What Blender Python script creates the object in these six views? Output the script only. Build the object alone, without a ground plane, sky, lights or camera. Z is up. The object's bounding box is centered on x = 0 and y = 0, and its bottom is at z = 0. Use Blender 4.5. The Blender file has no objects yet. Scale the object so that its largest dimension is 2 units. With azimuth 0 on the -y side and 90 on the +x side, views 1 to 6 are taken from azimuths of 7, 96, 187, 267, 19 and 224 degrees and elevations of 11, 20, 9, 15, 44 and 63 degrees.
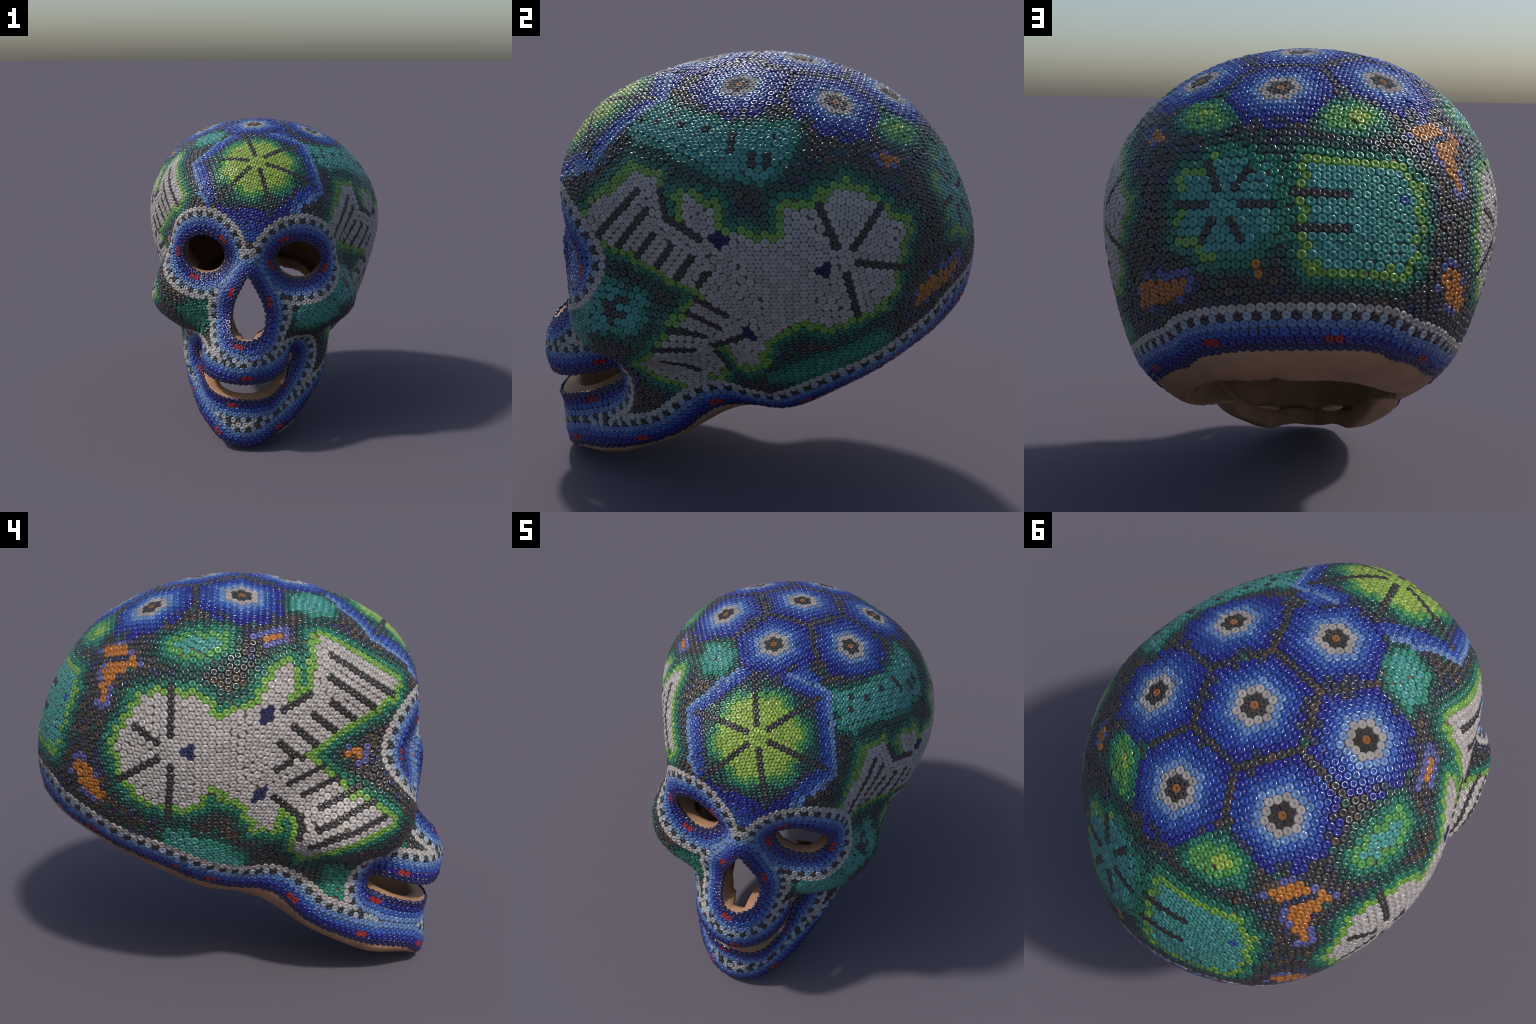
"""Beaded folk-art skull: a hollow fired-clay skull whose outside is covered
with small glass ring beads, laid in rows round every opening and in motifs."""
import bpy, math, random
import numpy as np
from mathutils import Vector, kdtree, bvhtree

RNG = np.random.default_rng(7)
# 1. FORM: the skull as a signed distance field (negative inside)
FORM = {
    # cranium: egg with different radii front/back/up/down, plus low-order swells
    "centre": (0.0064, 0.1432, 1.0989),
    "radii": (0.7631, 1.0324, 0.8537, 0.7964, 0.7652),   # side, front, back, up, down
    "power": 1.9796,
    "swell": (0.0207, 0.0241, -0.1386, 0.0365, 0.0351, -0.0067, -0.0364, 0.0417, 0.0283, 0.0218, 0.0084, -0.0131, 0.0064, -0.004, -0.0272, -0.0123),
    # face masses (centre, radii), mirrored where the centre lies off the midline
    "cheek": (0.4601, -0.3685, 0.831, 0.181, 0.2054, 0.1433),
    "brow": (0.1706, -0.5891, 0.9227, 0.392, 0.2378, 0.3017),
    "muzzle": (-0.0152, -0.7305, 0.488, 0.2572, 0.2366, 0.2703),
    "chin": (-0.0093, -0.4487, 0.1326, 0.3432, 0.4844, 0.3597),
    "socket": (0.2578, 1.0895, 0.1604, 0.1085),                # dish round each eye: x, z, radius, depth
    "midline": -0.0039,                                    # the face sits a little to one side
    # hand-worked unevenness: how far the clay swells at each of the LUMPS
    "lump": (-0.0049, 0.0173, 0.0032, 0.0344, 0.0151, -0.0349, -0.0101, -0.0242, -0.0234, -0.0283, -0.0131, -0.0071, -0.0272, -0.0161, -0.0065, -0.0338, -0.022, 0.0148, 0.0271, -0.0001, -0.028, 0.0238, 0.0044, 0.0238, -0.0007, 0.0148, -0.0369, 0.0218, -0.0235, -0.0157, -0.047, -0.0284, 0.0123, 0.0308, 0.0074, 0.0179, -0.0709, 0.0227, -0.0295, 0.0041, -0.0081, -0.0258, -0.0057, 0.0259, 0.0158, 0.0012, 0.0188, -0.0256, 0.0377, -0.0207, -0.0073, -0.0165, -0.0226, 0.0121, 0.0137, 0.0147, -0.0032, -0.011, -0.0121, -0.0045, 0.0114, -0.0149, 0.008, -0.0139, -0.0027, 0.0005, -0.0047, 0.0099, 0.0081, -0.0043, -0.0117, -0.032, -0.01, 0.013),
    "ramus": (0.2785, -0.269, 0.5386, 0.191, 0.3074, 0.3839, -0.2939),
    "blend": 0.1881,
    # underside: height of the cut along y, and how it rises to the sides
    "cut": (-0.1352, 0.0502, 0.0845, 0.1686, 0.2696, 0.3809, 0.4902, 0.5677, 0.7007, 0.8296),
    "cut_lobe": (0.0900, 0.0526),                             # lobes behind the ears hang lower: right, left
    "cut_side": (0.3169, -0.0547),
}
LUMPS = ((0.45, -0.45, 1.55, 0.22), (-0.45, -0.45, 1.55, 0.22), (0, -0.62, 1.7, 0.22), (0.3, -0.72, 1.42, 0.2),
         (-0.3, -0.72, 1.42, 0.2), (0, -0.8, 1.42, 0.2), (0, -0.35, 1.83, 0.25), (0.35, -0.2, 1.78, 0.25),
         (-0.35, -0.2, 1.78, 0.25), (0.6, 0.1, 1.6, 0.28), (-0.6, 0.1, 1.6, 0.28), (0.7, -0.2, 1.3, 0.28),
         (-0.7, -0.2, 1.3, 0.28), (0.55, -0.5, 1.15, 0.2), (-0.55, -0.5, 1.15, 0.2), (0.7, 0.3, 1.0, 0.3),
         (-0.7, 0.3, 1.0, 0.3), (0.5, 0.7, 1.4, 0.28), (-0.5, 0.7, 1.4, 0.28), (0, 0.9, 1.35, 0.28),
         (0.45, 0.75, 1.0, 0.28), (-0.45, 0.75, 1.0, 0.28), (0, 0.97, 1.0, 0.25), (0, 0.7, 1.7, 0.28),
         (0.65, 0, 0.7, 0.28), (-0.65, 0, 0.7, 0.28), (0.15, -0.78, 1.12, 0.1), (0.44, -0.68, 1.25, 0.13),
         (0.22, -0.76, 1.34, 0.13), (0.3, -0.75, 0.96, 0.13), (0.44, -0.64, 0.95, 0.13), (0.28, -0.78, 0.82, 0.13),
         (0.52, -0.6, 1.34, 0.18), (0.14, -0.88, 0.72, 0.12), (0.32, -0.63, 0.3, 0.15), (0.15, -0.92, 0.3, 0.12),
         (-0.11, -0.78, 1.12, 0.1), (-0.4, -0.68, 1.25, 0.13), (-0.18, -0.76, 1.34, 0.13), (-0.26, -0.75, 0.96, 0.13),
         (-0.4, -0.64, 0.95, 0.13), (-0.24, -0.78, 0.82, 0.13), (-0.48, -0.6, 1.34, 0.18), (-0.1, -0.88, 0.72, 0.12),
         (-0.28, -0.63, 0.3, 0.15), (-0.11, -0.92, 0.3, 0.12), (0.02, -0.84, 1.05, 0.12), (0.02, -0.83, 1.25, 0.12),
         (0.02, -0.97, 0.55, 0.14), (0.55, -0.03, 0.7, 0.13), (-0.53, -0.08, 0.68, 0.13), (0.58, -0.35, 1.2, 0.14),
         (-0.56, -0.38, 1.3, 0.14), (0.53, -0.56, 1.1, 0.12), (-0.53, -0.56, 1.13, 0.12), (0.42, -0.72, 0.94, 0.1),
         (-0.42, -0.7, 0.94, 0.1), (0.22, -0.38, 1.77, 0.15), (-0.22, -0.45, 1.75, 0.15), (0.7, 0.05, 0.97, 0.15),
         (-0.66, 0.18, 0.78, 0.15), (0.15, 0.87, 1.42, 0.15), (0.58, 0.14, 1.68, 0.15), (-0.45, -0.1, 0.45, 0.15),
         (0.45, -0.1, 0.45, 0.15), (0.42, -0.22, 0.33, 0.13), (-0.42, -0.22, 0.33, 0.13), (0.25, -0.75, 0.62, 0.12),
         (-0.22, -0.76, 0.62, 0.12), (-0.53, -0.55, 1.3, 0.12), (0.3, -0.72, 1.52, 0.12), (0.32, -0.56, 0.485, 0.1),
         (-0.33, -0.58, 0.49, 0.1), (0.0, -0.93, 0.7, 0.1))   # x, y, z, reach
CUT_Y = (-1.0, -0.8, -0.6, -0.4, -0.2, 0.0, 0.25, 0.5, 0.75, 1.0)
RIM_ROUND = 0.09      # how softly the wall turns under at the bottom
WALL = 0.075          # wall thickness of the clay

def smin(a, b, k):
    h = np.clip(0.5 + 0.5 * (b - a) / k, 0, 1)
    return b + (a - b) * h - k * h * (1 - h)

def smax(a, b, k):
    return -smin(-a, -b, k)

def spline(x, xs, ys):
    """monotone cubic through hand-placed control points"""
    xs = np.asarray(xs, float); ys = np.asarray(ys, float)
    h = np.diff(xs); d = np.diff(ys) / h; m = np.zeros_like(ys)
    same = d[1:] * d[:-1] > 0
    m[1:-1] = np.where(same, 2 * d[1:] * d[:-1] / np.where(same, d[1:] + d[:-1], 1), 0)
    m[0] = d[0]; m[-1] = d[-1]
    x = np.clip(x, xs[0], xs[-1])
    i = np.clip(np.searchsorted(xs, x) - 1, 0, len(h) - 1)
    t = (x - xs[i]) / h[i]
    return ((1 + 2 * t) * (1 - t) ** 2 * ys[i] + t * (1 - t) ** 2 * h[i] * m[i]
            + t * t * (3 - 2 * t) * ys[i + 1] + t * t * (t - 1) * h[i] * m[i + 1])

def ellipsoid(X, Y, Z, c, r, tilt=0.0):
    x = X - c[0]; y = Y - c[1]; z = Z - c[2]
    if tilt:
        cs, sn = np.cos(tilt), np.sin(tilt)
        y, z = cs * y + sn * z, -sn * y + cs * z
    q1 = np.sqrt((x / r[0]) ** 2 + (y / r[1]) ** 2 + (z / r[2]) ** 2) + 1e-9
    q2 = np.sqrt((x / r[0] ** 2) ** 2 + (y / r[1] ** 2) ** 2 + (z / r[2] ** 2) ** 2) + 1e-9
    return q1 * (q1 - 1) / q2

def outer_field(P, F=FORM):
    """the outside of the skull before any opening is cut"""
    X, Y, Z = P[..., 0], P[..., 1], P[..., 2]
    x = X - F["centre"][0]; y = Y - F["centre"][1]; z = Z - F["centre"][2]
    side, front, back, up, down = F["radii"]; p = F["power"]
    R = np.sqrt(x * x + y * y + z * z) + 1e-9
    q = ((np.abs(x) / side) ** p + (np.abs(y) / np.where(y < 0, front, back)) ** p
         + (np.abs(z) / np.where(z > 0, up, down)) ** p) ** (1 / p) + 1e-9
    u, v, w = x / R, y / R, z / R
    swells = (u*u - v*v, 3*w*w - 1, v*w, v, w, v*(5*w*w - 1), w*(5*w*w - 3), (u*u - v*v)*w,
              v*(3*u*u - v*v), u**4 + v**4 - 6*u*u*v*v, (u*u - v*v)*(7*w*w - 1),
              v*w*(3*u*u - v*v), v*w*(7*w*w - 3), u, u*w, u*v)
    f = R - R / q * (1 + sum(c * b for c, b in zip(F["swell"], swells)))
    A = np.abs(X - F["midline"]); k = F["blend"]
    c = F["cheek"]; f = smin(f, ellipsoid(A, Y, Z, c[:3], c[3:6]), k)
    c = F["brow"]; f = smin(f, ellipsoid(A, Y, Z, c[:3], c[3:6]), k)
    c = F["muzzle"]; f = smin(f, ellipsoid(X, Y, Z, c[:3], c[3:6]), k * 0.8)
    c = F["chin"]; jaw = ellipsoid(X, Y, Z, c[:3], c[3:6])
    c = F["ramus"]; jaw = smin(jaw, ellipsoid(A, Y, Z, c[:3], c[3:6], c[6]), k)
    f = smin(f, jaw, k * 0.6)
    f = np.minimum(f, ellipsoid(X, Y, Z, (0.0, -0.38, 0.50), (0.25, 0.42, 0.45)))   # inner core, never at the surface
    for h, (lx, ly, lz, s) in zip(F["lump"], LUMPS):
        f = f - h * np.exp(-((X - lx) ** 2 + (Y - ly) ** 2 + (Z - lz) ** 2) / s ** 2)
    c = F["socket"]
    return f + c[3] * np.exp(-((A - c[0]) ** 2 + (Z - c[1]) ** 2) / c[2] ** 2) * (Y < -0.2)

def cut_field(P, F=FORM):
    """positive below the open underside"""
    X = P[..., 0]
    lobe = np.exp(-((P[..., 1] - 0.2) / 0.2) ** 2) * np.clip((np.abs(X) - 0.2) / 0.25, 0, 1)
    notch = np.exp(-((P[..., 1] + 0.13) / 0.11) ** 2) * np.clip((np.abs(X) - 0.2) / 0.2, 0, 1)
    lobe = lobe - notch * np.where(X > 0, 0.35, 0.7)                # and the wall steps up behind the jaw
    return (spline(P[..., 1], CUT_Y, F["cut"]) - lobe * np.where(X > 0, F["cut_lobe"][0], F["cut_lobe"][1]) + F["cut_side"][0] * P[..., 0] ** 2
            + F["cut_side"][1] * P[..., 0] - P[..., 2]) * 0.92

def solid_field(P, F=FORM):
    return smax(outer_field(P, F), cut_field(P, F), RIM_ROUND)

# openings -----------------------------------------------------------------
EYES = ((-0.258, 1.158, 0.128, 0.118), (0.306, 1.132, 0.131, 0.114))  # x, z, half width, half height
NOSE = (0.023, 1.048, 0.688)                                          # x, top z, bottom z
NOSE_Z = (0.688, 0.700, 0.725, 0.78, 0.88, 0.96, 1.01, 1.048)
NOSE_W = (0.030, 0.062, 0.090, 0.104, 0.088, 0.054, 0.029, 0.010)
MOUTH_Y = (-1.0, -0.9, -0.84, -0.75, -0.66, -0.6, -0.5)
MOUTH_LOW = (0.31, 0.333, 0.355, 0.388, 0.427, 0.457, 0.492)
MOUTH_TOP = (0.433, 0.450, 0.467, 0.490, 0.514, 0.526, 0.542)
MOUTH_BACK = -0.57

def opening_field(P):
    """negative inside an eye socket, the nose or the mouth"""
    X, Y, Z = P[..., 0], P[..., 1], P[..., 2]
    out = np.full(X.shape, 9.0)
    for ex, ez, rw, rh in EYES:
        a = (X - ex) / rw; b = (Z - ez) / rh
        q = np.sqrt(a * a + b * b) + 1e-9
        out = np.minimum(out, (q - 1) * min(rw, rh))
    w = spline(Z, NOSE_Z, NOSE_W)
    n = np.maximum(np.abs(X - NOSE[0]) - w, np.maximum(Z - NOSE[1], NOSE[2] - 1.1 * np.clip(Y + 0.895, 0, 0.3) - Z))
    out = np.minimum(out, n * 0.9)
    lo = spline(Y, MOUTH_Y, MOUTH_LOW); hi = spline(Y, MOUTH_Y, MOUTH_TOP)
    mid = (lo + hi) / 2; half = (hi - lo) / 2
    m = np.sqrt(np.maximum(Y - (MOUTH_BACK - half), 0) ** 2 + (Z - mid) ** 2) - half
    out = np.minimum(out, m * 0.92)
    return np.where(Y < -0.2, out, np.maximum(out, 0.3))

# 2. MESHING
def surface_net(field, lo, hi, step):
    """quad mesh of the zero level of a field"""
    ax = [np.arange(lo[i], hi[i] + step, step) for i in range(3)]
    n = [len(a) for a in ax]
    V = np.empty(n, np.float32)
    yy, zz = np.meshgrid(ax[1], ax[2], indexing="ij")
    for i0 in range(0, n[0], 8):
        xs = ax[0][i0:i0 + 8]
        P = np.empty((len(xs), n[1], n[2], 3))
        P[..., 0] = xs[:, None, None]; P[..., 1] = yy; P[..., 2] = zz
        V[i0:i0 + 8] = field(P)
    inside = V < 0
    acc = np.zeros([m - 1 for m in n] + [3], np.float32)
    cnt = np.zeros([m - 1 for m in n], np.float32)
    edges = []
    for a in range(3):
        s0 = [slice(None)] * 3; s1 = [slice(None)] * 3
        s0[a] = slice(0, -1); s1[a] = slice(1, None)
        v0, v1 = V[tuple(s0)], V[tuple(s1)]
        cr = (inside[tuple(s0)] != inside[tuple(s1)])
        ijk = np.argwhere(cr); va = v0[cr]; vb = v1[cr]
        t = va / (va - vb)
        pos = ijk.astype(np.float32); pos[:, a] += t
        b, c = (a + 1) % 3, (a + 2) % 3
        for db in (0, -1):
            for dc in (0, -1):
                cell = ijk.copy(); cell[:, b] += db; cell[:, c] += dc
                ok = np.all((cell >= 0) & (cell < np.array(n) - 1), 1)
                cc = tuple(cell[ok].T)
                np.add.at(acc, cc, pos[ok]); np.add.at(cnt, cc, 1)
        edges.append((a, ijk, va < 0))
    has = cnt > 0
    idx = -np.ones(cnt.shape, np.int64); idx[has] = np.arange(has.sum())
    verts = acc[has] / cnt[has][:, None] * step + np.array(lo)
    quads = []
    for a, ijk, neg in edges:
        b, c = (a + 1) % 3, (a + 2) % 3
        ok = (ijk[:, b] > 0) & (ijk[:, c] > 0) & (ijk[:, b] < n[b] - 1) & (ijk[:, c] < n[c] - 1)
        e = ijk[ok]; ng = neg[ok]
        def at(db, dc):
            k = e.copy(); k[:, b] += db; k[:, c] += dc
            return idx[tuple(k.T)]
        q = np.stack([at(-1, -1), at(0, -1), at(0, 0), at(-1, 0)], 1)
        q[~ng] = q[~ng][:, ::-1]
        quads.append(q)
    return verts.astype(float), np.concatenate(quads)

def gradient(field, P, h=0.004):
    g = np.stack([field(P + np.eye(3)[i] * h) - field(P - np.eye(3)[i] * h) for i in range(3)], -1) / (2 * h)
    return g

def settle(field, P, rounds=3):
    """Newton steps onto the zero level; returns points and unit normals"""
    for _ in range(rounds):
        g = gradient(field, P)
        P = P - g * (field(P) / np.maximum((g * g).sum(-1), 0.05))[..., None]
    g = gradient(field, P)
    return P, g / np.linalg.norm(g, axis=-1, keepdims=True)

def make_mesh(name, verts, faces, smooth=True):
    me = bpy.data.meshes.new(name)
    faces = np.asarray(faces); k = faces.shape[1]
    me.vertices.add(len(verts)); me.vertices.foreach_set("co", np.asarray(verts, np.float32).ravel())
    me.loops.add(faces.size); me.loops.foreach_set("vertex_index", faces.astype(np.int32).ravel())
    me.polygons.add(len(faces))
    me.polygons.foreach_set("loop_start", np.arange(0, faces.size, k, dtype=np.int32))
    me.update(calc_edges=True); me.validate()
    me.polygons.foreach_set("use_smooth", np.full(len(me.polygons), smooth))
    return me

BEAD_SEAT = 0.0065     # the clay lies this much under the tops of the beads
BOX_LO = (-0.86, -1.06, -0.06); BOX_HI = (0.86, 1.06, 1.94)

FLOOR = 0.08          # thickness of the floor under the back of the head
FLOOR_Y = (-0.84, -0.7, -0.5, -0.2, 0.1, 0.35, 0.5, 0.7, 0.8, 0.86)
FLOOR_W = (0.0, 0.13, 0.20, 0.30, 0.39, 0.41, 0.37, 0.27, 0.18, 0.0)   # half width of the hole in it

LIFT_Y = (-1.0, -0.6, -0.3, -0.1, 0.1, 0.3, 0.6, 0.8, 0.9, 1.0)
LIFT = (0.040, 0.050, 0.035, 0.055, 0.048, 0.030, 0.018, 0.030, 0.060, 0.078)   # bare clay strip below the beads

def domain_field(P):
    """negative where the skin is beaded"""
    return np.maximum(cut_field(P) + spline(P[..., 1], LIFT_Y, LIFT), -opening_field(P))

def shell_field(P):
    o = outer_field(P); c = cut_field(P)
    hollow = np.maximum(o + WALL, c + FLOOR)
    hole = np.maximum(np.maximum(np.abs(P[..., 0]) - spline(P[..., 1], FLOOR_Y, FLOOR_W), o + WALL * 0.7), -(c + 0.2))
    f = smax(o, c, RIM_ROUND) + BEAD_SEAT * np.clip(0.3 - domain_field(P) / 0.03, 0, 1)
    f = smax(f, -np.minimum(hollow, hole), 0.02)
    return smax(f, -opening_field(P), 0.015)
# --------------------------------------------------------------------------
# 3.  LAYING THE BEADS
# --------------------------------------------------------------------------
PITCH = 0.0328        # distance between neighbouring beads
ROW = 0.0268          # distance between neighbouring rows of the borders
BORDER_ROWS = 6

skin_v, skin_q = surface_net(solid_field, BOX_LO, BOX_HI, 0.014)
skin_v, skin_n = settle(solid_field, skin_v)
skin_t = np.concatenate([skin_q[:, [0, 1, 2]], skin_q[:, [0, 2, 3]]])
BVH = bvhtree.BVHTree.FromPolygons([Vector(v) for v in skin_v], skin_t.tolist())

def drop(p):
    """nearest place on the skin, and its normal"""
    co, no, _, _ = BVH.find_nearest(p)
    return co, no

def level_lines(val, level, keep):
    """chains of points where a vertex value crosses a level on the skin"""
    t = skin_t
    s = val[t] > level
    mixed = (s.any(1) & ~s.all(1)) & keep[t].all(1)
    link = {}
    place = {}
    for a, b, c in t[mixed]:
        ends = []
        for i, j in ((a, b), (b, c), (c, a)):
            if (val[i] > level) != (val[j] > level):
                k = (i, j) if i < j else (j, i)
                if k not in place:
                    w = (level - val[k[0]]) / (val[k[1]] - val[k[0]])
                    place[k] = skin_v[k[0]] * (1 - w) + skin_v[k[1]] * w
                ends.append(k)
        if len(ends) == 2:
            link.setdefault(ends[0], []).append(ends[1])
            link.setdefault(ends[1], []).append(ends[0])
    chains = []
    left = dict.fromkeys(sorted(link, key=lambda k: len(link[k])))
    while left:
        k = next(iter(left)); chain = [k]; del left[k]
        while True:
            nxt = [m for m in link[k] if m in left]
            if not nxt:
                break
            k = nxt[0]; del left[k]; chain.append(k)
        closed = len(chain) > 3 and chain[0] in link[chain[-1]]
        chains.append((np.array([place[m] for m in chain]), closed))
    return chains

def resample(pts, closed, step, even=False):
    if closed:
        pts = np.vstack([pts, pts[:1]])
    seg = np.linalg.norm(np.diff(pts, axis=0), axis=1)
    s = np.concatenate([[0], np.cumsum(seg)])
    n = int(round(s[-1] / step))
    if n < 2:
        return pts[:0]
    if even and n % 2:
        n += 1
    u = np.arange(n) * s[-1] / n + (0 if closed else s[-1] / n / 2)
    return np.stack([np.interp(u, s, pts[:, i]) for i in range(3)], 1)


# --------------------------------------------------------------------------
# MOTIF DRAWINGS
# --------------------------------------------------------------------------
#  LEFT / RIGHT figures are drawn in (y, z), BACK and FRONT ones in (x, z), TOP ones in (x, y)
LEFT_BODY = ((0.47, 1.434), (0.393, 1.453), (0.318, 1.448), (0.248, 1.459), (0.205, 1.409), (0.171, 1.336),
    (0.113, 1.375), (0.038, 1.403), (-0.021, 1.438), (-0.048, 1.489), (-0.08, 1.54), (-0.136, 1.574), (-0.15,
    1.517), (-0.127, 1.433), (-0.206, 1.439), (-0.251, 1.491), (-0.259, 1.665), (-0.301, 1.676), (-0.639,
    1.482), (-0.618, 1.44), (-0.534, 1.398), (-0.456, 1.351), (-0.368, 1.305), (-0.286, 1.262), (-0.216,
    1.229), (-0.147, 1.201), (-0.219, 1.169), (-0.283, 1.112), (-0.353, 1.055), (-0.424, 1), (-0.51, 0.96),
    (-0.61, 0.886), (-0.574, 0.86), (-0.443, 0.813), (-0.288, 0.743), (-0.236, 0.71), (-0.194, 0.771),
    (-0.207, 0.836), (-0.215, 0.903), (-0.144, 0.952), (-0.09, 0.984), (-0.11, 0.929), (-0.096, 0.864),
    (-0.037, 0.876), (0, 0.936), (0.025, 0.997), (0.105, 1.052), (0.178, 1.093), (0.237, 1.028), (0.303,
    0.998), (0.369, 1.009), (0.436, 1.012), (0.486, 1.035), (0.519, 1.092), (0.551, 1.176), (0.574, 1.241),
    (0.546, 1.299), (0.507, 1.363))
LEFT_STROKES = ((0.351, 1.504), (0.345, 1.303), (0.512, 1.336), (0.396, 1.266), (0.396, 1.204), (0.581,
    1.084), (0.349, 1.173), (0.358, 0.92), (0.352, 1.236), (0.352, 1.23), (-0.1, 1.4), (-0.24, 1.47), (-0.31,
    1.624), (-0.625, 1.428), (-0.309, 1.531), (-0.522, 1.382), (-0.318, 1.427), (-0.439, 1.335), (-0.243,
    1.382), (-0.357, 1.289), (-0.155, 1.332), (-0.269, 1.234), (-0.096, 1.269), (-0.182, 1.197), (-0.087,
    1.138), (-0.217, 1.202), (-0.143, 1.074), (-0.317, 1.141), (-0.211, 1.015), (-0.382, 1.082), (-0.289,
    0.952), (-0.477, 1.049), (-0.279, 0.865), (-0.546, 0.987), (-0.251, 0.771), (-0.595, 0.917), (-0.076,
    1.029), (-0.221, 0.903), (-0.221, 0.903), (-0.204, 0.796))
LEFT_SPOTS = ((-0.039, 1.389), (-0.024, 1.039), (0.271, 1.224))
LEFT_OVAL = ((0.411, 1.637), (0.37, 1.692), (0.26, 1.718), (0.151, 1.708), (0.107, 1.68), (0.15, 1.635),
    (0.257, 1.598), (0.366, 1.606))
LEFT_OVAL_CORE = ((0.345, 1.646), (0.248, 1.685), (0.15, 1.679), (0.193, 1.644), (0.301, 1.63))
LEFT_BIRD = ((0.657, 1.596), (0.585, 1.622), (0.531, 1.624), (0.5, 1.566), (0.541, 1.532), (0.591, 1.501),
    (0.622, 1.411), (0.658, 1.41), (0.641, 1.523), (0.614, 1.561))
LEFT_BIRD_EYE = ((0.592, 1.577), (0.554, 1.582))
LEFT_STICK = ((0.002, 1.69), (-0.122, 1.713), (-0.127, 1.698), (-0.014, 1.675))
LEFT_EYE_PATCH = ((-0.403, 1.179), (-0.508, 1.231), (-0.487, 1.132))
LEFT_BASE_ORANGE = ((0.767, 1.118), (0.732, 1.165), (0.687, 1.107), (0.641, 1.031), (0.606, 0.964), (0.696,
    1), (0.762, 1.075))
LEFT_BASE_TEAL = ((0.348, 0.848), (0.291, 0.845), (0.178, 0.794), (0.049, 0.713), (0.058, 0.649), (0.176,
    0.697), (0.314, 0.781))
LEFT_JAW_TEAL = ((-0.367, 0.624), (-0.466, 0.583), (-0.453, 0.472), (-0.337, 0.504))
LEFT_TOP_TEAL = ((-0.238, -0.231), (-0.212, -0.303), (-0.257, -0.334), (-0.334, -0.308), (-0.373, -0.244),
    (-0.358, -0.178), (-0.296, -0.178))
RIGHT_BODY = ((-0.385, 1.533), (-0.293, 1.511), (-0.274, 1.429), (-0.26, 1.358), (-0.167, 1.313), (-0.1,
    1.317), (-0.149, 1.374), (-0.177, 1.461), (-0.056, 1.432), (-0.051, 1.374), (-0.003, 1.337), (0.091,
    1.318), (0.213, 1.304), (0.223, 1.367), (0.237, 1.429), (0.292, 1.442), (0.347, 1.439), (0.386, 1.478),
    (0.46, 1.496), (0.531, 1.46), (0.563, 1.416), (0.61, 1.374), (0.685, 1.322), (0.66, 1.255), (0.64, 1.206),
    (0.642, 1.137), (0.628, 1.081), (0.586, 1.031), (0.519, 1.006), (0.446, 0.969), (0.383, 0.952), (0.337,
    0.985), (0.29, 1.018), (0.237, 0.967), (0.148, 0.883), (0.103, 0.821), (0.107, 0.777), (0.023, 0.724),
    (0.002, 0.806), (-0.029, 0.846), (-0.087, 0.792), (-0.068, 0.669), (-0.146, 0.597), (-0.241, 0.58),
    (-0.347, 0.61), (-0.434, 0.666), (-0.317, 0.779), (-0.267, 0.845), (-0.22, 0.915), (-0.147, 0.986),
    (-0.082, 1.065), (-0.148, 1.097), (-0.217, 1.118), (-0.3, 1.151), (-0.385, 1.186), (-0.491, 1.224),
    (-0.561, 1.251), (-0.599, 1.331))
RIGHT_STROKES = ((-0.358, 1.473), (-0.568, 1.245), (-0.328, 1.401), (-0.474, 1.208), (-0.304, 1.3), (-0.392,
    1.179), (-0.222, 1.271), (-0.313, 1.148), (-0.135, 1.236), (-0.217, 1.118), (-0.067, 1.191), (-0.129,
    1.107), (-0.035, 1.092), (-0.068, 1.093), (-0.01, 0.987), (-0.141, 1.047), (-0.05, 0.915), (-0.183,
    0.973), (-0.113, 0.865), (-0.265, 0.892), (-0.166, 0.786), (-0.336, 0.802), (-0.164, 0.653), (-0.316,
    0.731), (-0.251, 1.381), (-0.1, 1.312), (-0.269, 1.489), (-0.246, 1.371), (0.346, 1.462), (0.426, 1.283),
    (0.588, 1.43), (0.479, 1.274), (0.49, 1.226), (0.706, 1.157), (0.455, 1.184), (0.503, 0.986), (0.434,
    1.24), (0.44, 1.235), (-0.091, 0.806), (0.044, 0.893), (-0.091, 0.806), (-0.03, 0.683))
RIGHT_SPOTS = ((-0.03, 1.304), (0.072, 0.901), (0.372, 1.206))
RIGHT_ARROW = ((-0.303, 1.755), (-0.231, 1.743), (-0.118, 1.723), (-0.005, 1.692), (0.071, 1.704), (0.235,
    1.707), (0.213, 1.65), (0.241, 1.682), (0.215, 1.623), (0.183, 1.562), (0.138, 1.548), (0.075, 1.564),
    (0.003, 1.555), (-0.084, 1.575), (-0.176, 1.623), (-0.31, 1.647), (-0.38, 1.65), (-0.392, 1.674), (-0.352,
    1.691), (-0.349, 1.723))
RIGHT_ARROW_DOTS = ((-0.309, 1.712), (-0.254, 1.727), (-0.194, 1.712), (-0.09, 1.694), (0.026, 1.663), (0.008,
    1.685), (0.011, 1.655), (0.014, 1.627), (0.142, 1.623), (0.143, 1.601), (0.082, 1.618), (0.084, 1.591))
RIGHT_CHEEK_TEAL = ((-0.576, 1.031), (-0.499, 1.048), (-0.462, 0.973), (-0.417, 0.995), (-0.371, 1.02),
    (-0.383, 0.919), (-0.446, 0.879), (-0.488, 0.921), (-0.531, 0.878), (-0.641, 0.866), (-0.646, 0.943))
RIGHT_CHEEK_DOTS = ((-0.451, 0.994), (-0.472, 0.943), (-0.522, 0.969), (-0.513, 0.929))
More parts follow.
